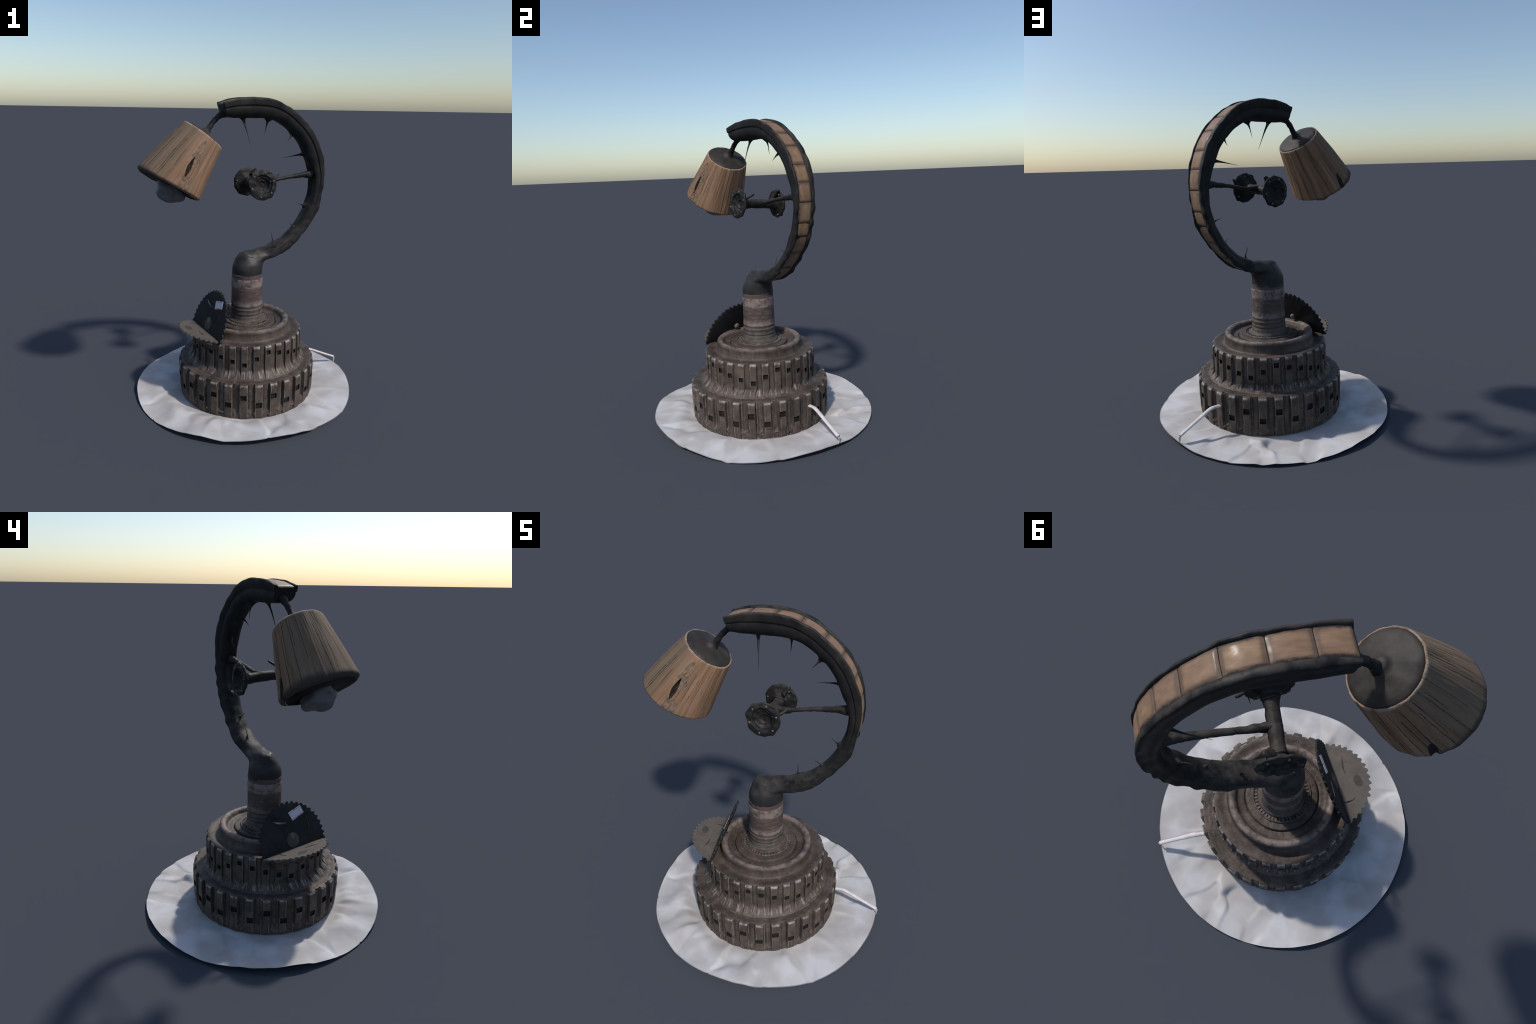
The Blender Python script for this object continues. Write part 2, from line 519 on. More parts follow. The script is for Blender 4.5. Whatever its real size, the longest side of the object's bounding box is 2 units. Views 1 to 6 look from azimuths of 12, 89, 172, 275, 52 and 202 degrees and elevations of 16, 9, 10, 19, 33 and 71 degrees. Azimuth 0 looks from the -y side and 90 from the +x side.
def build_sheet():
    nr, na = 90, 480
    V, F = [], []
    rr = [0.30 + (sheet_r - 0.30) * (i / (nr - 1)) for i in range(nr)]
    top = []
    for i, r in enumerate(rr):
        for j in range(na):
            a = TAU * j / na
            k = sstep(0.44, sheet_r, r)
            er = 1.0
            if i == nr - 1:
                er = 1 + 0.0022 * noise.noise(Vector((math.cos(a) * 9, math.sin(a) * 9, 0))) + (
                    -0.008 if noise.noise(Vector((math.cos(a) * 60, math.sin(a) * 60, 4))) > 0.62 else 0)
            x, y = r * er * math.cos(a), r * er * math.sin(a)
            amp = sstep(0.44, 0.56, r) * (0.75 + 0.25 * (1 - k))
            z = lerp(0.008, sheet_edge(a), k) + amp * (crease(x, y) - 0.001) * lerp(1, 0.55, k)
            z = max(z, 0.0035)
            top.append((x, y, z))
    V = top + [(x, y, max(0.0, z - 0.0018)) for x, y, z in top]
    n = nr * na
    F = grid(nr, na)
    F += [tuple(q + n for q in f[::-1]) for f in grid(nr, na)]
    o = (nr - 1) * na
    for j in range(na):
        k = (j + 1) % na
        F.append((o + j, o + k, n + o + k, n + o + j)[::-1])
    # closed middle under the base
    V += [(0, 0, 0.008), (0, 0, 0.0)]
    for j in range(na):
        k = (j + 1) % na
        F.append((2 * n, j, k))
        F.append((2 * n + 1, n + k, n + j))
    ob = link("paper_sheet", V, F, m_paper)
    ob["label"] = "round sheet of crumpled white paper under the lamp"
    ob["category"] = "paper sheet"
    return ob


build_sheet()

# ------------------------------------------------------------------ lamp root
lamp = empty("desk_lamp", (0.018, -0.008, 0.0))
lamp["label"] = "curved salvage lamp with log shade on stacked gear base"
lamp["category"] = "desk lamp"


def parent_keep(ob, par):
    ob.parent = par
    ob.matrix_parent_inverse = Matrix.Translation(-Vector(par.location)) if par.type == "EMPTY" else Matrix.Identity(4)


def add(name, VF, mats, par=None, **k):
    ob = link(name, VF[0], VF[1], mats, **k)
    parent_keep(ob, par or lamp)
    return ob


# ------------------------------------------------------------------ gear base
US = [-.5, -.44, -.38, -.34, -.31, -.29, -.275, -.262, -.25, -.235, -.20, -.10, 0, .10, .20, .235, .25, .262, .275, .29, .31, .34, .38, .44]
gear_angles = [PH + TAU * (i + u) / NT for i in range(NT) for u in US]


def tooth_u(a):
    return ((a - PH) / TAU * NT + 0.5) % 1.0 - 0.5


def wobble(a, z, f=9, seed=0):
    return noise.noise(Vector((math.cos(a) * f, math.sin(a) * f, z * f * 2 + seed)))


low_prof = densify([(.30, .003), (.440, .003), (.4615, .012), (.466, .028), (.468, .05), (.4695, .08), (.471, .12), (.472, .20),
                    (.472, .234), (.4695, .245), (.462, .2525), (.451, .2550), (.432, .2545), (.41, .2525), (.36, .250), (.30, .250)], 0.009)


def low_r(r, z, a, i):
    u = abs(tooth_u(a))
    slot = sstep(.240, .292, u)
    bottom = 0.060 + 0.020 * ((.5 - u) / .25) ** 2 + 0.008 * wobble(a, 0, 30)
    k = sstep(bottom - .012, bottom + .006, z)
    full = .4500 - .003 * math.cos(TAU * u)
    if r > .436:
        depth = (r - full) if r > full else 0
        r -= depth * slot * k
        # ragged drips and scars under each slot
        rag = slot * (1 - k) * sstep(.004, .02, z)
        r -= rag * (.006 + .012 * wobble(a, z, 34, 3)) if rag > 0 else 0
        r += 0.0022 * wobble(a, z, 13)
    else:
        z += 0.002 * wobble(a, r * 3, 12)
        if z > .2:   # shallow scallop where slot runs out on the ledge
            z -= 0.003 * slot * sstep(.42, .44, r)
    return r, z


upp_prof = densify([(.34, .250), (.406, .252), (.399, .257), (.393, .264), (.387, .272), (.382, .281), (.3785, .290), (.377, .302),
                    (.3765, .40), (.376, .442), (.3745, .454), (.369, .463), (.36, .4675), (.345, .467), (.325, .462),
                    (.312, .460), (.303, .461), (.297, .464), (.293, .470), (.2915, .48), (.2895, .486), (.2885, .505),
                    (.2895, .513), (.288, .522), (.282, .530), (.272, .5335), (.262, .532), (.252, .526), (.245, .517),
                    (.240, .506), (.234, .503), (.222, .501), (.207, .501), (.2005, .4985), (.199, .493), (.1965, .493), (.195, .500), (.193, .509), (.189, .512),
                    (.175, .513), (.164, .513), (.158, .513), (.1565, .521), (.153, .5235), (.149, .521), (.1475, .515),
                    (.130, .515), (.1285, .524), (.124, .528), (.114, .530), (.09, .530)], 0.008)


def upp_r(r, z, a, i):
    u = abs(tooth_u(a))
    slot = sstep(.258, .292, u)
    if r > .352 and z < .468:
        k = sstep(.262, .292, z)
        dep = .0125 * k + .004 * (1 - k) * sstep(.256, .262, z)
        lim = r - dep * slot
        if z > .44:
            lim = min(r, lerp(r, .3645, slot))
        r = lim + 0.0012 * wobble(a, z, 16)
        if z < .29:
            r += .004 * wobble(a, z, 22, 5) * (1 - k)
    else:
        z += 0.0016 * wobble(a, r * 4, 8) + 0.0008 * wobble(a, r * 8, 25)
        r += 0.0012 * wobble(a, z, 10)
    return r, z


def sink(VF):
    """The flared foot of the upper gear sits slightly off centre on the lower one."""
    V, F = VF
    return [(x, y - .014 * sstep(.31, .26, z), z) for x, y, z in V], F


base = empty("gear_base", (0.018, -0.008, 0.0))
parent_keep(base, lamp)
base.matrix_parent_inverse = Matrix.Translation(-lamp.location)


def cut_windows(ob, specs, center, R, hw, hh):
    parts = []
    for a, z in specs:
        n = Vector((math.cos(a), math.sin(a), 0))
        t = Vector((-n.y, n.x, 0))
        c = Vector((center[0], center[1], z)) + n * (R + .01)
        parts.append(box(c, n, t, (0, 0, 1), .022, hw * random.uniform(.95, 1.05), hh * random.uniform(.95, 1.05)))
    V, F = join(parts)
    cut = link("window_cutter", V, F, m_dark, smooth=False)
    md = ob.modifiers.new("windows", "BOOLEAN")
    md.object, md.operation, md.solver = cut, "DIFFERENCE", "EXACT"
    md.material_mode = "TRANSFER"
    dg = bpy.context.evaluated_depsgraph_get()
    me = bpy.data.meshes.new_from_object(ob.evaluated_get(dg))
    me.name = ob.name
    ob.modifiers.clear()
    ob.data = me
    bpy.data.objects.remove(cut)
    me.set_sharp_from_angle(angle=math.radians(42))


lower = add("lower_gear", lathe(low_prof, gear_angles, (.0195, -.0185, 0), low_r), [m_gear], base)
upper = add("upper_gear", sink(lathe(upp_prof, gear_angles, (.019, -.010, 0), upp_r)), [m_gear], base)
cut_windows(lower, [(PH + TAU * i / NT, .165 if i % 2 else .110) for i in range(NT) if i != 3], (.0195, -.0185), .472, .0205, .018)
seq = [.381, .421, .401, .381, .361, .341]
cut_windows(upper, [(PH + TAU * i / NT, seq[i % 6]) for i in range(NT)], (.019, -.010), .3765, .0145, .0145)

# bead ring round the column foot
parts = []
for i in range(46):
    a = TAU * i / 46
    n = Vector((math.cos(a), math.sin(a), 0))
    t = Vector((-n.y, n.x, 0))
    parts.append(box(Vector((.0185, -.0075, .5165)) + n * .1385, n, t, (0, 0, 1), .0085, .0042, .0035))
ob = add("bead_ring", join(parts), m_gear, base, smooth=False)
ob["kind"] = "stuff"
bv = ob.modifiers.new("round", "BEVEL")
bv.width, bv.segments = .0012, 2

# ------------------------------------------------------------------ column
col_prof = densify([(.05, .52), (.122, .522), (.1215, .529), (.114, .534), (.1115, .545), (.1105, .556), (.108, .560), (.1062, .564), (.1065, .569),
                    (.1095, .572), (.1095, .580), (.107, .583), (.1075, .600), (.110, .604), (.1095, .609), (.106, .612),
                    (.1045, .619), (.106, .626), (.1085, .630), (.1075, .645), (.1062, .68), (.1062, .754), (.1048, .757),
                    (.1065, .760), (.1072, .79), (.1068, .816), (.1042, .8195), (.1042, .846), (.102, .85), (.05, .852)], 0.006)
ca = [TAU * j / 128 for j in range(128)]
add("column", lathe(col_prof, ca, (.016, -.0045, 0), lambda r, z, a, i: (r + .0009 * wobble(a, z, 14), z)), m_col, angle=45)

# ------------------------------------------------------------------ arch (neck + wheel rim)
# stations: outer s,z / inner s,z / half width / section blend (0 round, 1 D, 2 wheel)
ST = [(.104, .838, -.104, .838, .1045, 0), (.103, .872, -.102, .885, .102, 0), (.107, .900, -.091, .926, .093, 0),
      (.122, .922, -.068, .971, .077, 0.1), (.165, .939, -.034, .998, .067, 0.4), (.232, .970, .055, 1.002, .063, 0.8),
      (.308, 1.022, .140, 1.020, .063, 1), (.364, 1.076, .217, 1.050, .063, 1), (.415, 1.133, .285, 1.094, .063, 1),
      (.473, 1.214, .357, 1.168, .063, 1), (.507, 1.301, .414, 1.264, .063, 1.1), (.530, 1.400, .450, 1.360, .063, 1.3),
      (.537, 1.490, .458, 1.460, .063, 1.6), (.528, 1.579, .436, 1.555, .063, 1.9), (.504, 1.661, .406, 1.630, .064, 2),
      (.460, 1.753, .364, 1.708, .064, 2), (.385, 1.843, .293, 1.785, .064, 2), (.268, 1.934, .200, 1.846, .064, 2),
      (.151, 1.982, .110, 1.866, .064, 2), (.019, 1.994, .012, 1.868, .065, 2), (-.087, 1.986, -.080, 1.867, .067, 2),
      (-.191, 1.958, -.163, 1.873, .072, 2)]
# half sections: near side (stepped flange) and far side (fuller, flange splayed outwards)
wheel = [(0, .10), (.40, .10), (.70, .10), (.755, .07), (.80, .01), (.86, -.01), (.94, .0), (1, .04), (1.01, .15), (1.0, .29), (.985, .355),
         (.91, .375), (.885, .39), (.90, .44), (.91, .54), (.86, .68), (.76, .80), (.60, .91), (.38, .98), (.17, 1.0), (0, 1.0)]
dsec = [(0, .08), (.40, .08), (.70, .08), (.76, .06), (.81, .01), (.87, -.01), (.94, .0), (1, .05), (1.02, .15), (1.01, .27), (.98, .36),
        (.95, .42), (.93, .47), (.92, .53), (.89, .62), (.83, .72), (.72, .83), (.57, .92), (.38, .98), (.18, 1.0), (0, 1.0)]
wheel_far = [(0, .10), (.40, .10), (.70, .10), (.755, .07), (.80, .0), (.92, -.03), (1.08, -.03), (1.17, .01), (1.17, .10), (1.12, .24), (1.08, .34),
             (1.03, .40), (1.02, .46), (1.02, .54), (1.01, .64), (.97, .75), (.88, .85), (.74, .93), (.54, .98), (.25, 1.0), (0, 1.0)]
dsec_far = [(0, .08), (.40, .08), (.70, .08), (.76, .06), (.82, -.01), (.94, -.04), (1.08, -.04), (1.15, .03), (1.15, .14), (1.10, .27), (1.05, .36),
            (1.02, .42), (1.0, .47), (.98, .53), (.95, .62), (.88, .72), (.76, .83), (.60, .92), (.40, .98), (.18, 1.0), (0, 1.0)]
NS = len(wheel)
rsec = [(math.sin(math.pi * i / (NS - 1)), .5 - .5 * math.cos(math.pi * i / (NS - 1))) for i in range(NS)]


def section(b):
    def half(dd, wh):
        A, B, f = (rsec, dd, b) if b <= 1 else (dd, wh, b - 1)
        return [(lerp(p[0], q[0], f), lerp(p[1], q[1], f)) for p, q in zip(A, B)]
    return half(dsec_far, wheel_far) + [(-x, y) for x, y in half(dsec, wheel)[-2:0:-1]]


def st_at(t):
    return catmull(ST, t)


def arch_point(t, x, y):
    """x across (-1..1 of the half width), y depth (0 outside .. 1 inside)."""
    so, zo, si, zi, hw, b = st_at(t)
    return SWZ(lerp(so, si, y), x * hw, lerp(zo, zi, y))


def refine(sec, k=3):
    out = []
    n = len(sec)
    for i in range(n):
        for j in range(k):
            a, b_ = sec[i], sec[(i + 1) % n]
            out.append((lerp(a[0], b_[0], j / k), lerp(a[1], b_[1], j / k)))
    return out


def build_arch():
    sub = 14
    rows = (len(ST) - 1) * sub + 1
    V, cols = [], 0
    for i in range(rows):
        t = i / sub
        b = max(0, min(2, st_at(t)[5]))
        sec = refine(section(b), 2)
        cols = len(sec)
        for (x, y) in sec:
            if x > .78:   # far flange splays wider along the upper half
                x = .78 + (x - .78) * (1 + .22 * sstep(11.5, 14.5, t) * sstep(21, 19.5, t) - .35 * sstep(19.8, 21, t))
            hollow = sstep(10.0, 10.8, t) * sstep(13.3, 12.4, t) * sstep(.55, .95, y) * max(0, 1 - (abs(x + .15) / .6) ** 2)
            p = arch_point(t, x, y - .24 * hollow)
            amp = .0022 if t > 13 else lerp(.0055, .0022, sstep(10, 14, t))
            if t < 3.5:
                amp = .002
            knob = sstep(1.8, 3.2, t) * sstep(7.5, 4.5, t)
            p = p + Vector((noise.noise(p * 13), noise.noise(p * 13 + Vector((3, 9, 2))), noise.noise(p * 13 + Vector((7, 1, 5))))) * (.011 * knob)
            # wavier tar edge on the outer rims
            rimk = 1 + 1.2 * (1 if (y < .12 and abs(x) > .72 and t > 5) else 0)
            n = Vector((noise.noise(p * 17), noise.noise(p * 17 + Vector((5, 1, 2))), noise.noise(p * 17 + Vector((1, 8, 4)))))
            p = p + n * amp * rimk + Vector((0, 0, noise.noise(p * 60) * amp * .25))
            V.append(p)
    F = grid(rows, cols)
    F.append(tuple(range(cols))[::-1])
    o = (rows - 1) * cols
    # recessed, rounded end face at the lamp end
    c = sum((V[o + j] for j in range(cols)), Vector()) / cols
    V2 = []
    for k in (.93, .6, .2):
        for j in range(cols):
            V2.append(c.lerp(V[o + j], k) + SWZ(-.004 * (1 - k), 0, -.001) - O)
    V += V2
    F += grid(4, cols, True, o)
    F.append(tuple(range(o + 3 * cols, o + 4 * cols)))
    cut = 5 * sub
    whole = bpy.data.meshes.new("whole")
    whole.from_pydata([tuple(v) for v in V], [], F)
    whole.update()
    nor = [v.normal.copy() for v in whole.vertices]
    for name, keep in (("neck_sleeve", lambda f: min(f) // cols < cut), ("wheel_rim", lambda f: min(f) // cols >= cut)):
        fs = [f for f in F if keep(f)]
        used = sorted({i for f in fs for i in f})
        ix = {v: i for i, v in enumerate(used)}
        ob = add(name, ([V[i] for i in used], [tuple(ix[i] for i in f) for f in fs]), m_sleeve if name == "neck_sleeve" else m_tar)
        ob.data.normals_split_custom_set_from_vertices([nor[i] for i in used])
    bpy.data.meshes.remove(whole)


def sleeve_material():
    M = Mat("tarred_knit_sleeve", 0.46, 0.22)
    n1, n2 = M.noise(14, 5, 0.65), M.noise(60, 4, 0.7)
    col = M.ramp(n1, (0.3, (0.014, 0.014, 0.015)), (0.55, (0.024, 0.023, 0.024)), (0.8, (0.038, 0.035, 0.034)))
    s = M.sep(M.vec("SUBTRACT", M.pos, tuple(O)))
    a = M.math("ARCTAN2", s[1], s[0])
    rib = M.math("MULTIPLY", M.math("ABSOLUTE", M.math("SINE", M.math("MULTIPLY", a, 44))), M.step(s[2], .93, .9))
    up = M.math("MULTIPLY", M.step(M.normal_z(), 0.1, 0.8), M.step(n1, 0.36, 0.6))
    col = M.mix(M.math("MULTIPLY", up, 0.6), col, (0.066, 0.054, 0.046))
    hem = M.math("MULTIPLY", M.step(s[2], .858, .848), M.step(n2, .52, .66))
    col = M.mix(M.math("MULTIPLY", hem, .7), col, (.16, .16, .165))
    M.bump(M.math("ADD", M.math("MULTIPLY", rib, .7), n1), 0.5, 0.004)
    return M.color(col)


m_sleeve = sleeve_material()
build_arch()

# wooden blocks between the rims: stations along the arch (arch parameter of each seam)


def t_of(s, z):
    best = min(range(0, (len(ST) - 1) * 40 + 1), key=lambda i: (st_at(i / 40)[0] - s) ** 2 + (st_at(i / 40)[1] - z) ** 2)
    return best / 40


seams = [(.10, .925), (.222, .974), (.342, 1.062), (.438, 1.168), (.489, 1.270), (.519, 1.347), (.538, 1.469), (.526, 1.588), (.490, 1.692),
         (.416, 1.803), (.330, 1.890), (.204, 1.962), (.071, 1.994), (-.067, 1.992), (-.186, 1.956)]
TS = [t_of(*q) for q in seams]
TS[0] = 3.6
for i, (t0, t1) in enumerate(zip(TS, TS[1:])):
    nl, nw = 16, 14
    gap = .011
    V = []
    rnd = random.Random(i)
    tilt = rnd.uniform(-.0015, .0015)
    for layer in (0, 1):
        for a in range(nl + 1):
            fa = a / nl
            t = lerp(t0 + gap, t1 - gap, fa)
            so, zo, si, zi, hw, b = st_at(t)
            d = math.hypot(so - si, zo - zi)
            for c in range(nw + 1):
                fc = c / nw * 2 - 1
                ew = .775 if t > 5.5 else lerp(.45, .775, sstep(3.6, 5.5, t))
                x = fc * ew
                e = min(1, min(fa, 1 - fa) * 9) ** .5
                ec = min(1, (1 - abs(fc)) * 6) ** .5
                if layer == 0:
                    up = .0015 + .0035 * e * ec + .0025 * (1 - fc * fc) * math.sin(math.pi * fa) + tilt * (fa - .5) * 2
                    if t < 6.5:
                        up -= .002
                else:
                    up = -.014
                p = arch_point(t, x, .085 - up / d)
                if layer == 0:
                    p += Vector((1, 1, 1)) * .0007 * noise.noise(p * 40)
                V.append(p)
    m = nw + 1
    n = (nl + 1) * m
    F = [tuple(reversed(f)) for f in grid(nl + 1, m, False)] + grid(nl + 1, m, False, n)
    for a in range(nl):
        for c in (0, nw):
            q = (a * m + c, (a + 1) * m + c, n + (a + 1) * m + c, n + a * m + c)
            F.append(q if c == nw else q[::-1])
    for c in range(nw):
        for a in (0, nl):
            q = (a * m + c, a * m + c + 1, n + a * m + c + 1, n + a * m + c)
            F.append(q if a == 0 else q[::-1])
    add("wooden_block", (V, F), m_block, angle=50)

# ------------------------------------------------------------------ thorn-like drips on the inside of the arch
#        base point              tip                    base radius
SPK = [((-.022, -.008, 1.872), (.060, -.006, 1.66), .020), ((.120, .095, 1.856), (.096, .110, 1.766), .017),
       ((.268, .166, 1.768), (.248, .123, 1.722), .022), ((.338, .245, 1.636), (.194, .210, 1.605), .017),
       ((.352, .247, 1.285), (.303, .238, 1.303), .014), ((.295, .182, 1.142), (.272, .149, 1.176), .012),
       ((.166, .122, 1.036), (.149, .133, 1.112), .014)]
for i, (b, tip, r) in enumerate(SPK):
    b, tip = Vector(b), Vector(tip)
    if i == 0:
        tip = Vector((.043, -.060, 1.700))
    L = tip - b
    side = W * (.004 if i % 2 else -.004)
    path = [b - L.normalized() * .016, b, b + L * .12 + side * .3, b + L * .35 + side, b + L * .65 + side * .6, tip]
    tail = .0016 if i in (0, 3) else .0022
    radii = [r * 2.1, r * 1.25, r * .55, r * .26, max(tail, r * .12), .0006]
    fl = [.7, .6, .6, .7, .9, 1]
    add("thorn", tube(path, radii, 14, 7, .15, i * 3.0, fl, hint=W), m_tar)

# ------------------------------------------------------------------ valve hub on a spoke
F1, N1 = Vector((.1339, -.1057, 1.4616)), Vector((.5585, -.8205, .120)).normalized()
F2, N2 = Vector((-.028, .1486, 1.4441)), Vector((-.532, .8465, .018)).normalized()
hub = empty("valve_hub", (.055, .02, 1.455))
parent_keep(hub, lamp)
hub.matrix_parent_inverse = Matrix.Translation(-lamp.location)


def flange(name, c, n, R, seed):
    x, y, z = frame(n)
    prof = [(.004, -.052), (.030, -.050), (.034, -.035), (.048, -.020), (.068, -.012), (.085, -.009), (.0925, -.005), (.095, .001), (.092, .006), (.080, .008),
            (.066, .0085), (.062, .006), (.059, -.001), (.054, -.004), (.049, -.003), (.044, -.009), (.034, -.015), (.028, -.014), (.020, -.022), (.002, -.024)]
    prof = densify(prof, .004)
    na = 72
    V = []
    for r, h in prof:
        for j in range(na):
            a = TAU * j / na
            k = 1.0
            if r > .07:
                k += .115 * noise.noise(Vector((math.cos(a) * 2.2, math.sin(a) * 2.2, seed))) + .02 * noise.noise(Vector((math.cos(a) * 6, math.sin(a) * 6, seed)))
            hh = h + .0055 * noise.noise(Vector((math.cos(a) * r * 40, math.sin(a) * r * 40, seed + h * 30)))
            V.append(c + (x * math.cos(a) + y * math.sin(a)) * (r * k * R / .095) + z * hh)
    F = grid(len(prof), na)
    F.append(tuple(range(na))[::-1])
    F.append(tuple(range((len(prof) - 1) * na, len(prof) * na)))
    ob = add(name, (V, F), m_tar, hub)
    for i in range(6):
        a = TAU * i / 6 + .35 + seed
        for side, hgt in ((1, .008), (-1, -.013)):
            if side < 0 and i % 2:
                continue
            p = c + (x * math.cos(a) + y * math.sin(a)) * .077 + z * hgt
            prof2 = [(.0056, -.004), (.0058, .001), (.0047, .003), (.0026, .0042), (.0008, .0045)]
            V, F = [], []
            for r, h in prof2:
                for j in range(12):
                    b = TAU * j / 12
                    V.append(p + (x * math.cos(b) + y * math.sin(b)) * r + z * (h * side))
            F = grid(len(prof2), 12)
            F.append(tuple(range(48, 60)))
            if side < 0:
                F = [f[::-1] for f in F]
            add("rivet", (V, F), m_nut, hub)
    return ob


flange("flange", F1, N1, .096, 1.0)
flange("flange", F2, N2, .095, 4.0)
m1 = F1 - N1 * .04
m2 = F2 - N2 * .04
mid = (m1 + m2) / 2
add("hub_stem", tube([F1 - N1 * .034, m1, m1.lerp(mid, .35), mid + Vector((0, 0, .002)), mid.lerp(m2, .65), m2, F2 - N2 * .034],
                     [.040, .036, .029, .031, .029, .036, .040], 24, 6, .12, 2), m_tar, hub)
A = Vector((.378, .247, 1.502))
add("spoke", tube([Vector((.05, .02, 1.455)), Vector((.095, .05, 1.458)), Vector((.16, .095, 1.466)), Vector((.24, .15, 1.484)), Vector((.31, .2, 1.494)), Vector((.355, .232, 1.5)), A + D * .03],
                  [.026, .020, .014, .0155, .0165, .021, .030], 16, 7, .25, 5, [1, .9, .8, .8, .9, 1, 1]), m_tar, hub)
add("drip_horn", tube([F1 - N1 * .02 + Vector((.045, .02, .02)), Vector((.198, -.045, 1.497)), Vector((.206, -.02, 1.508)), Vector((.214, .0, 1.521))], [.016, .009, .0075, .006], 10, 6, .25, 3), m_tar, hub)
add("drip_horn", tube([F2 - N2 * .012 + Vector((.03, 0, .05)), Vector((.022, .155, 1.522)), Vector((.036, .160, 1.535))], [.028, .02, .010], 10, 6, .25, 8, [.5, .5, .6]), m_tar, hub)

# ------------------------------------------------------------------ lamp shade
C1, C2 = Vector((-.2336, -.1804, 1.7642)), Vector((-.4186, -.2994, 1.4709))
ax = (C2 - C1)
LS = ax.length
sx, sy, sz = frame(ax)
MS = Matrix(((sx.x, sy.x, sz.x, C1.x), (sx.y, sy.y, sz.y, C1.y), (sx.z, sy.z, sz.z, C1.z), (0, 0, 0, 1)))
MI = MS.inverted()


def shade_ang(p):
    q = MI @ Vector(p)
    return math.atan2(q.y, q.x), q.z


hole_a, hole_z = shade_ang((-.25, -.399, 1.584))
rs = random.Random(11)
cracks = []
a = 0.0
while a < TAU:
    z0 = rs.choice((0.0, 0.0, .03, .08, .14))
    z1 = rs.choice((.18, .26, .33, .36, .36))
    cracks.append((a, z0, z1, rs.uniform(.004, .010), rs.uniform(.0012, .003), rs.uniform(-.10, .06), rs.random() * 9))
    a += rs.choice((rs.uniform(.07, .16), rs.uniform(.2, .5)))


def adiff(a, b):
    return (a - b + math.pi) % TAU - math.pi


out_a, _ = shade_ang(C1 + Vector((-.109, .025, .058)))


def rim_drop(a, z):
    """The open end is cut a little askew: lowest on the side away from the arch."""
    k = sstep(.20, LS, z)
    return k * (.008 + .027 * math.cos(a - out_a) + .004 * noise.noise(Vector((math.cos(a) * 2, math.sin(a) * 2, 5))))


def shade_surface():
    na = 720
    side = [(.1395 + (.2135 - .1395) * (z / LS) + .001 * math.sin(math.pi * z / LS), z) for z in [(LS - .016) * i / 89 for i in range(90)]]
    rim = []
    r0, z0 = side[-1]
    for k in range(1, 9):
        q = k / 8 * math.pi * .62
        rim.append((r0 + .003 * math.sin(q) - .022 * (1 - math.cos(q)), z0 + .021 * math.sin(q * .82)))
    prof = [(.132, .001), (.1365, -.0025)] + side[1:] + rim
    V, mid_i = [], []
    mask = {}
    for i, (r, z) in enumerate(prof):
        for j in range(na):
            a = TAU * j / na
            ca_, sa_ = math.cos(a), math.sin(a)
            rr, mat = r, 0
            n1 = noise.noise(Vector((ca_ * 5, sa_ * 5, z * 3)))
            rr += .0035 * n1 + .0014 * noise.noise(Vector((ca_ * 22, sa_ * 22, z * 7)))
            env = sstep(-.002, .004, z)
            for (ka, k0, k1, w, dep, drift, sd) in cracks:
                wob = .012 * noise.noise(Vector((z * 14, sd, 0)))
                d = abs(adiff(a, ka + drift * z + wob))
                if d < .05:
                    e = sstep(k0 - .01, k0 + .05, z + .01) * sstep(k1 + .015, k1 - .04, z)
                    ww = w * e + 1e-5
                    g = math.exp(-(d / ww) ** 2)
                    rr -= dep * g * e * env
                    if d < max(ww * .6, .0052) and e > .25:
                        mat = 1
            # rotten streak with a hole, running down the near side
            h = adiff(a, hole_a)
            line = -.12 * (z - hole_z) / .1 * .6
            ww = .17 * sstep(.0, .13, z) * (1 + .5 * noise.noise(Vector((z * 30, a * 8, 2)))) + .02
            d2 = (h - line * .6 + .09) / ww
            rot = math.exp(-d2 * d2) * sstep(.01, .05, z)
            crumb = noise.noise(Vector((ca_ * 30, sa_ * 30, z * 32)))
            if rot > .42 and crumb > -.12 and not (.20 < z < .275 and h < -.02):
                rr -= .0035 * rot * (1 + crumb)
                mat = 2
            hz = (z - hole_z - .006) / .074
            hw_ = (h + .55 * (z - hole_z)) / (.080 * max(.05, 1 - abs(hz + .1) ** 1.5 if abs(hz + .1) < 1 else .05))
            if abs(hz + .1) < 1 and abs(hw_) < 1:
                rr -= .022 * (1 - abs(hw_)) ** .5
                mat = 1
            # knocked-out chip low on the far side
            h3, z3 = adiff(a, chip_a), z - chip_z
            e3 = ((h3 - 1.1 * z3) / .085) ** 2 + (z3 / .052) ** 2
            if e3 < 1.2:
                rr -= .013 * max(0, 1 - e3) ** .5
                if e3 < 1 - .3 * crumb:
                    mat = 3
            V.append((rr * ca_, rr * sa_, z + rim_drop(a, z)))
            mask[(i, j)] = mat
    F = grid(len(prof), na)
    midx = []
    for i in range(len(prof) - 1):
        for j in range(na):
            midx.append(mask[(i, j)])
    return V, F, midx, prof[-1]


chip_a, chip_z = shade_ang((-.474, -.148, 1.50))
shade = empty("lamp_shade", C1)
parent_keep(shade, lamp)
shade.matrix_parent_inverse = Matrix.Translation(-lamp.location)


def add_shade(name, VF, mats, **k):
    ob = link(name, VF[0], VF[1], mats, **k)
    ob.parent = shade
    ob.matrix_parent_inverse = Matrix.Translation(-C1)
    ob.matrix_basis = MS
    return ob


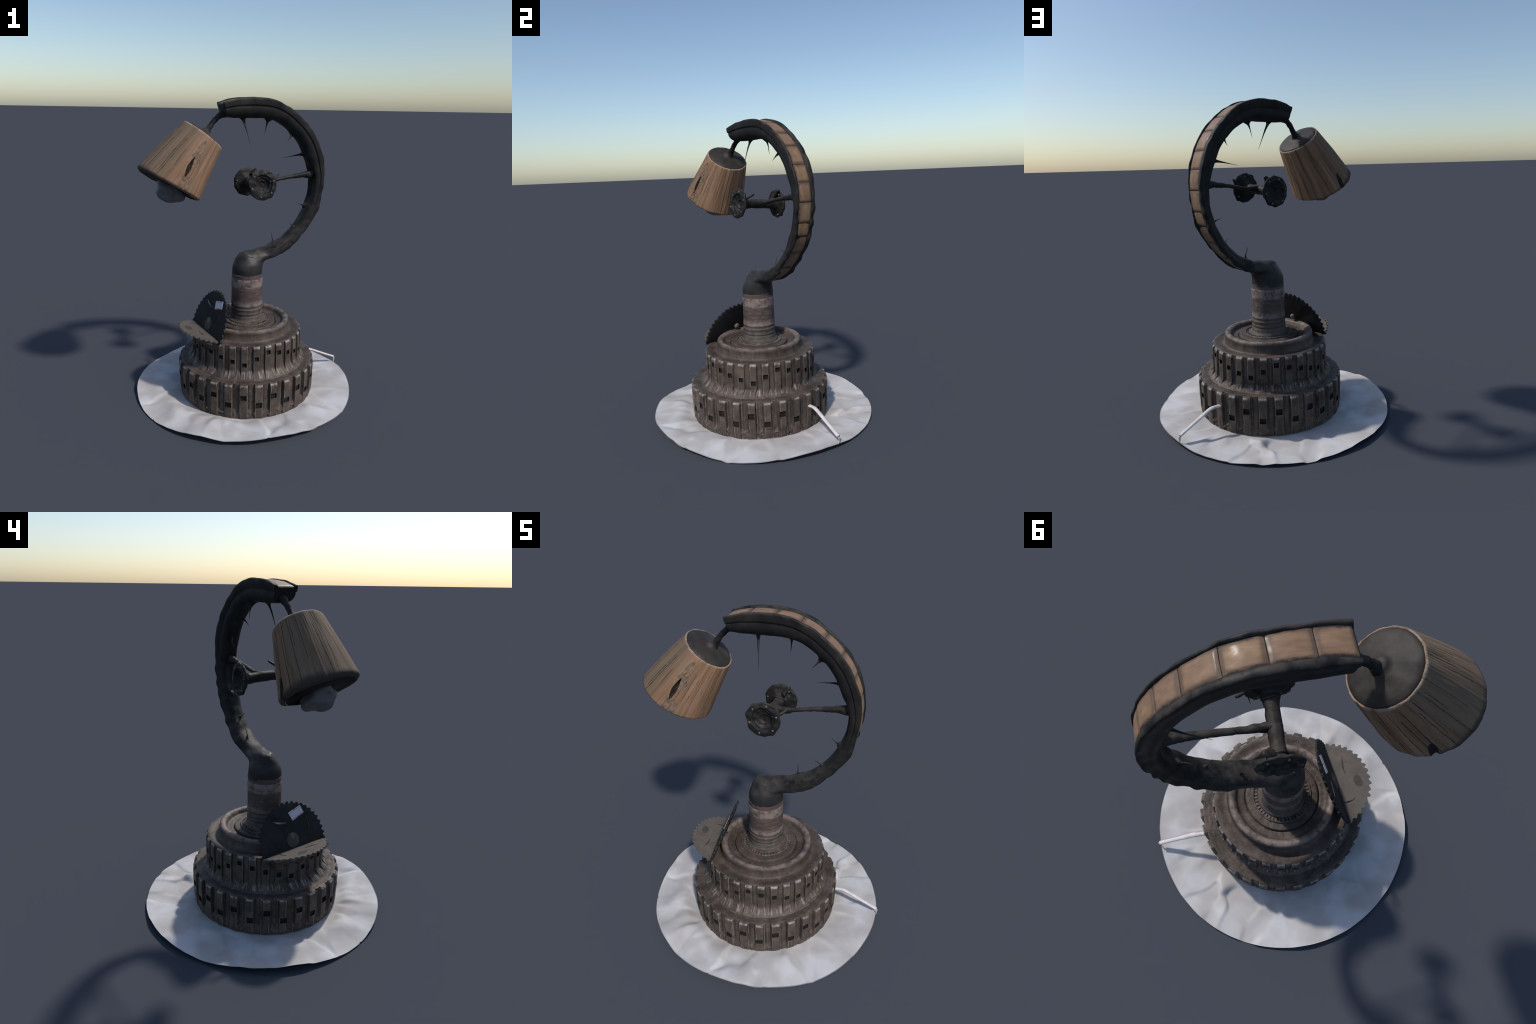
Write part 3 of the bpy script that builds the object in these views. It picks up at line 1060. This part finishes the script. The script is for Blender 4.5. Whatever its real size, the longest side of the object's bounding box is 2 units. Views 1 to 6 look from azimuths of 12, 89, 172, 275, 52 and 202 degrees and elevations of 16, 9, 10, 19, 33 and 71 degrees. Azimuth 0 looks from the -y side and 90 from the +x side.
V, F, midx, last = shade_surface()
add_shade("shade_body", (V, F), [m_wood, m_crack, m_rot, m_soot], midx=midx)
a48 = [TAU * j / 96 for j in range(96)]
cap_prof = densify([(.1335, .012), (.1335, .002), (.1325, -.002), (.127, -.007), (.115, -.012), (.09, -.017), (.06, -.021), (.04, -.025), (.030, -.031), (.023, -.040), (.01, -.046)], .006)
V, F = lathe(cap_prof[::-1], a48, (0, 0, 0), lambda r, z, a, i: (r, z + .003 * noise.noise(Vector((math.cos(a) * r * 22, math.sin(a) * r * 22, 1)))))
add_shade("shade_top", (V, [f[::-1] for f in F]), m_cap)
# underside: grey broken rim, sooty hollow
lr, lz = last
fill_d, _ = shade_ang(C1 + Vector((.6, .8, 0)))
in_prof = [(lr, lz), (lr - .004, lz - .002), (lr - .009, lz - .009), (lr - .014, lz - .05), (lr - .030, lz - .13), (.13, lz - .19), (.06, lz - .21), (.01, lz - .21)]
V, F = lathe(densify(in_prof, .006), a48, (0, 0, 0), lambda r, z, a, i: (r + .003 * noise.noise(Vector((math.cos(a) * 4, math.sin(a) * 4, z * 9))), z + .007 * noise.noise(Vector((math.cos(a) * 3, math.sin(a) * 3, 6 + r * 9))) + (rim_drop(a, LS) + .15 * sstep(.185, .11, r) * max(0, math.cos(a - fill_d)))))
dens = densify(in_prof, .006)
mi = []
for i in range(len(dens) - 1):
    mi += [1 if i < 7 and math.cos(a48[j] - fill_d) > .25 else 0 for j in range(96)]
mi += [0] * 192
add_shade("shade_hollow", (V, F), [m_soot, m_rimgrey], midx=mi)
# bulb: frosted lump poking out below the rim
fill_a, _ = shade_ang(C1 + Vector((.6, .8, 0)))
bc = MI @ (Vector((-.418, -.307, 1.439)) - sz * .004)
V = []
nb, ns = 40, 56
for i in range(nb + 1):
    p = math.pi * i / nb
    for j in range(ns):
        a = TAU * j / ns
        d = Vector((math.sin(p) * math.cos(a), math.sin(p) * math.sin(a), -math.cos(p)))
        r = .077 * (1 + .26 * noise.noise(d * 1.5 + Vector((3, 1, 0))))
        f = max(0, math.cos(a - fill_a) * math.sin(p))
        r *= 1 + .5 * f * f
        V.append(bc + Vector((d.x * r, d.y * r, d.z * r * (1.0 - .1 * f))))
add_shade("bulb", (V, grid(nb + 1, ns)), m_bulb)
# goose-neck rod from the arch tip to the shade
add("neck_rod", tube([SWZ(-.135, .005, 1.895), SWZ(-.175, .010, 1.890), SWZ(-.200, .012, 1.874), SWZ(-.228, .010, 1.849), SWZ(-.255, .006, 1.818), SWZ(-.275, .004, 1.790), SWZ(-.288, .002, 1.772)],
                     [.024, .022, .018, .0165, .0175, .022, .034], 18, 7, .2, 4), m_tar)

# ------------------------------------------------------------------ saw blades
def blade_frame(C, N):
    N = Vector(N).normalized()
    u = Vector((0, 0, 1)).cross(N).normalized()
    return Vector(C), u, N.cross(u), N


VB = blade_frame((-.2043, -.1958, .5123), (-.7146, -.5877, .3794))
HB = blade_frame((-.1805, -.1707, .4578), (.1789, .1848, .9664))
NTEETH, RB = 42, .242


def blade(name, fr, keep, mat, th=.007, seed=0.0, back=.007, rough=.001, slope=0.0):
    """Toothed disc of thickness 2*th; keep(u,v) is clipped to the half plane v > keep."""
    C, u, v, n = fr
    rim = []
    for i in range(NTEETH):
        a0 = TAU * i / NTEETH
        for f, r in ((0, RB - .002), (.14, RB), (.32, RB - .003), (.6, RB - .0125), (.84, RB - .0135)):
            a = a0 + f * TAU / NTEETH
            rim.append((a, r + .0012 * noise.noise(Vector((math.cos(a) * 7, math.sin(a) * 7, seed))) + .006 * noise.noise(Vector((math.cos(a) * 22, math.sin(a) * 22, seed)))))
    rim.sort()
    radii = [0.02, .06, .1, .14, .18, .205, .222, 1.0]
    na = len(rim)
    V, F = [], []
    for side in (1, -1):
        for k in radii:
            for a, r in rim:
                q = r if k == 1.0 else min(k, r)
                x, y = q * math.cos(a), q * math.sin(a)
                y = max(y, keep + slope * x)
                w = rough * noise.noise(Vector((x * 14, y * 14, seed + 2)))
                h = th if side > 0 else -back
                V.append(C + u * x + v * y + n * ((h if k < .2 else (lerp(h, th * side * .8, .5) if k < 1 else th * side * .75)) + w))
    m = len(radii) * na
    F = grid(len(radii), na)
    F += [tuple(q + m for q in f[::-1]) for f in grid(len(radii), na)]
    o = (len(radii) - 1) * na
    for j in range(na):
        k = (j + 1) % na
        F.append((o + j, m + o + j, m + o + k, o + k)[::-1])
    F.append(tuple(range(na))[::-1])
    F.append(tuple(range(m, m + na)))
    ob = add(name, (V, F), mat, angle=35)
    return ob


def on_blade(fr, x, y, h):
    return fr[0] + fr[1] * x + fr[2] * y + fr[3] * h


def patch(fr, pts, h0, h1):
    """Thin polygon plate lying on a blade, from height h0 to h1."""
    n = len(pts)
    V = [on_blade(fr, x, y, h0) for x, y in pts] + [on_blade(fr, x, y, h1) for x, y in pts]
    F = [tuple(range(n))[::-1], tuple(range(n, 2 * n))] + [(i, (i + 1) % n, n + (i + 1) % n, n + i) for i in range(n)]
    return V, F


def slit(fr, p, q, bulge, wid, h):
    pts = []
    N_ = 12
    d = Vector((q[0] - p[0], q[1] - p[1]))
    nrm = Vector((-d.y, d.x)).normalized()
    for s in (1, -1):
        rng = range(N_ + 1) if s == 1 else range(N_, -1, -1)
        for i in rng:
            f = i / N_
            c = Vector(p) + d * f + nrm * (bulge * math.sin(math.pi * f))
            c += nrm * (s * wid * (.12 + math.sin(math.pi * f) ** 1.5))
            pts.append((c.x, c.y))
    return patch(fr, pts, h - .002, h)


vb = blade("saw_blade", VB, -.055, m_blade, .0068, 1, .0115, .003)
hb = blade("saw_blade", HB, .050, m_dust, .006, 5, slope=-.089)
for fr, ob_, mat in ((VB, vb, m_slit), (HB, hb, m_stamp)):
    h = .0096 if fr is VB else .0076
    add("expansion_slot", slit(fr, (-.122, .145), (-.020, .119), -.006, .0045, h), mat)
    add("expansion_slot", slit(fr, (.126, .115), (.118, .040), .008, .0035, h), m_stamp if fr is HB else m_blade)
# web of weld and filler under the flat blade, running down to the gear wall
V, nw = [], 40
for i in range(nw + 1):
    f = math.radians(lerp(20, 160, i / nw))
    top = on_blade(HB, .224 * math.cos(f), .224 * math.sin(f), -.0055)
    axis = Vector((.019, -.010, 0))
    rad = Vector((top.x, top.y, 0)) - axis
    inn = axis + rad.normalized() * .366
    low = Vector((inn.x, inn.y, .405 + .012 * noise.noise(top * 22)))
    back = axis + rad.normalized() * .345
    for q in (0, .25, .5, .75, 1):
        p = top.lerp(low, q)
        p.x, p.y = lerp(top.x, low.x, q ** .6), lerp(top.y, low.y, q ** .6)
        V.append(p + Vector((0, 0, .004 * noise.noise(p * 40))))
    V.append(Vector((back.x, back.y, low.z)))
    V.append(Vector((back.x, back.y, .458)))
F = [f[::-1] for f in grid(nw + 1, 7)] + [tuple(range(7)), tuple(range(nw * 7, nw * 7 + 7))[::-1]]
add("weld_web", (V, F), m_gear, base)
oval = [(.045 + .034 * math.cos(TAU * i / 28) * (1 + .1 * math.sin(3 * TAU * i / 28)), .166 + .022 * math.sin(TAU * i / 28)) for i in range(28)]
add("stamped_mark", patch(HB, oval, .005, .0075), m_stamp, smooth=False)
# label with two red rules
lab = add("label", patch(VB, [(.001, .174), (.044, .187), (.046, .182), (.052, .184), (.053, .189), (.097, .202), (.114, .153), (.072, .140), (.070, .143), (.065, .141), (.066, .138), (.022, .122)], .008, .0098), m_label, smooth=False)
for p, q in (((.010, .170), (.092, .1945)), ((.024, .130), (.106, .1555))):
    d = Vector((q[0] - p[0], q[1] - p[1])).normalized()
    nn = Vector((-d.y, d.x)) * .0018
    add("label_rule", patch(VB, [(p[0] - nn.x, p[1] - nn.y), (q[0] - nn.x, q[1] - nn.y), (q[0] + nn.x, q[1] + nn.y), (p[0] + nn.x, p[1] + nn.y)], .0093, .0104), m_red, smooth=False)
# domed nut in the middle of the standing blade
bx, by = -.002, .010
prof = [(.046, .004), (.044, .0085), (.038, .010), (.030, .011), (.020, .0115), (.010, .0115), (.001, .0115)]
V = []
for r, h in densify(prof, .004):
    for j in range(40):
        a = TAU * j / 40
        V.append(on_blade(VB, bx + r * math.cos(a), by + r * math.sin(a) * 1.05, h) + Vector((1, 1, 1)) * .0015 * noise.noise(Vector((math.cos(a) * r * 70, math.sin(a) * r * 70, h * 50))))
nn_ = len(V) // 40
add("domed_nut", (V, grid(nn_, 40) + [tuple(range((nn_ - 1) * 40, nn_ * 40))]), m_stamp)
V = []
for r, h in [(.0165, -.003), (.0165, .002), (.013, .0035), (.006, .004), (.001, .004)]:
    for j in range(24):
        a = TAU * j / 24
        V.append(on_blade(VB, bx - .002 + r * .85 * math.cos(a), by + .022 + r * 1.15 * math.sin(a), .0100 + h * .8))
add("nut_face", (V, grid(5, 24) + [tuple(range(96, 120))]), m_nut)
# back end of the bolt behind the standing blade
V = []
for r, h in [(.019, -.004), (.019, -.014), (.015, -.019), (.001, -.020)]:
    for j in range(24):
        a = TAU * j / 24
        V.append(on_blade(VB, .0 + r * math.cos(a), .06 + r * math.sin(a), h - .011))
add("bolt_tail", (V, [f[::-1] for f in grid(4, 24)]), m_nut)

# ------------------------------------------------------------------ power cable
cp = [Vector((.352, .286, .165)), Vector((.375, .303, .167)), Vector((.402, .319, .170)), Vector((.430, .336, .166)), Vector((.470, .361, .146)), Vector((.530, .398, .114)), Vector((.607, .447, .074))]
add("power_cable", tube(cp, [.014, .0135, .0135, .0135, .013, .0125, .0125], 18, 8, .12, 1, [.62] * 7), [m_cable])
lo = [p + Vector((.0075, -.0115, .001)) for p in cp[1:]]
add("cable_stripe", tube(lo, [.0014] * len(lo), 8, 8, .1, 2), m_red)
e = cp[-1]
dd = (cp[-1] - cp[-2]).normalized()
V, F = tube([e - dd * .004, e + dd * .002], [.0105, .0105], 14, 2, 0, 0, [.55, .55])
add("cable_end", (V, F), m_cut)
add("cable_tail", tube([e + dd * .001 + Vector((.002, .001, -.004)), e + Vector((.003, .003, -.022)), Vector((.611, .446, .024))], [.008, .0055, .002], 10, 5, .2, 3, [.45, .45, .5]), m_cable)
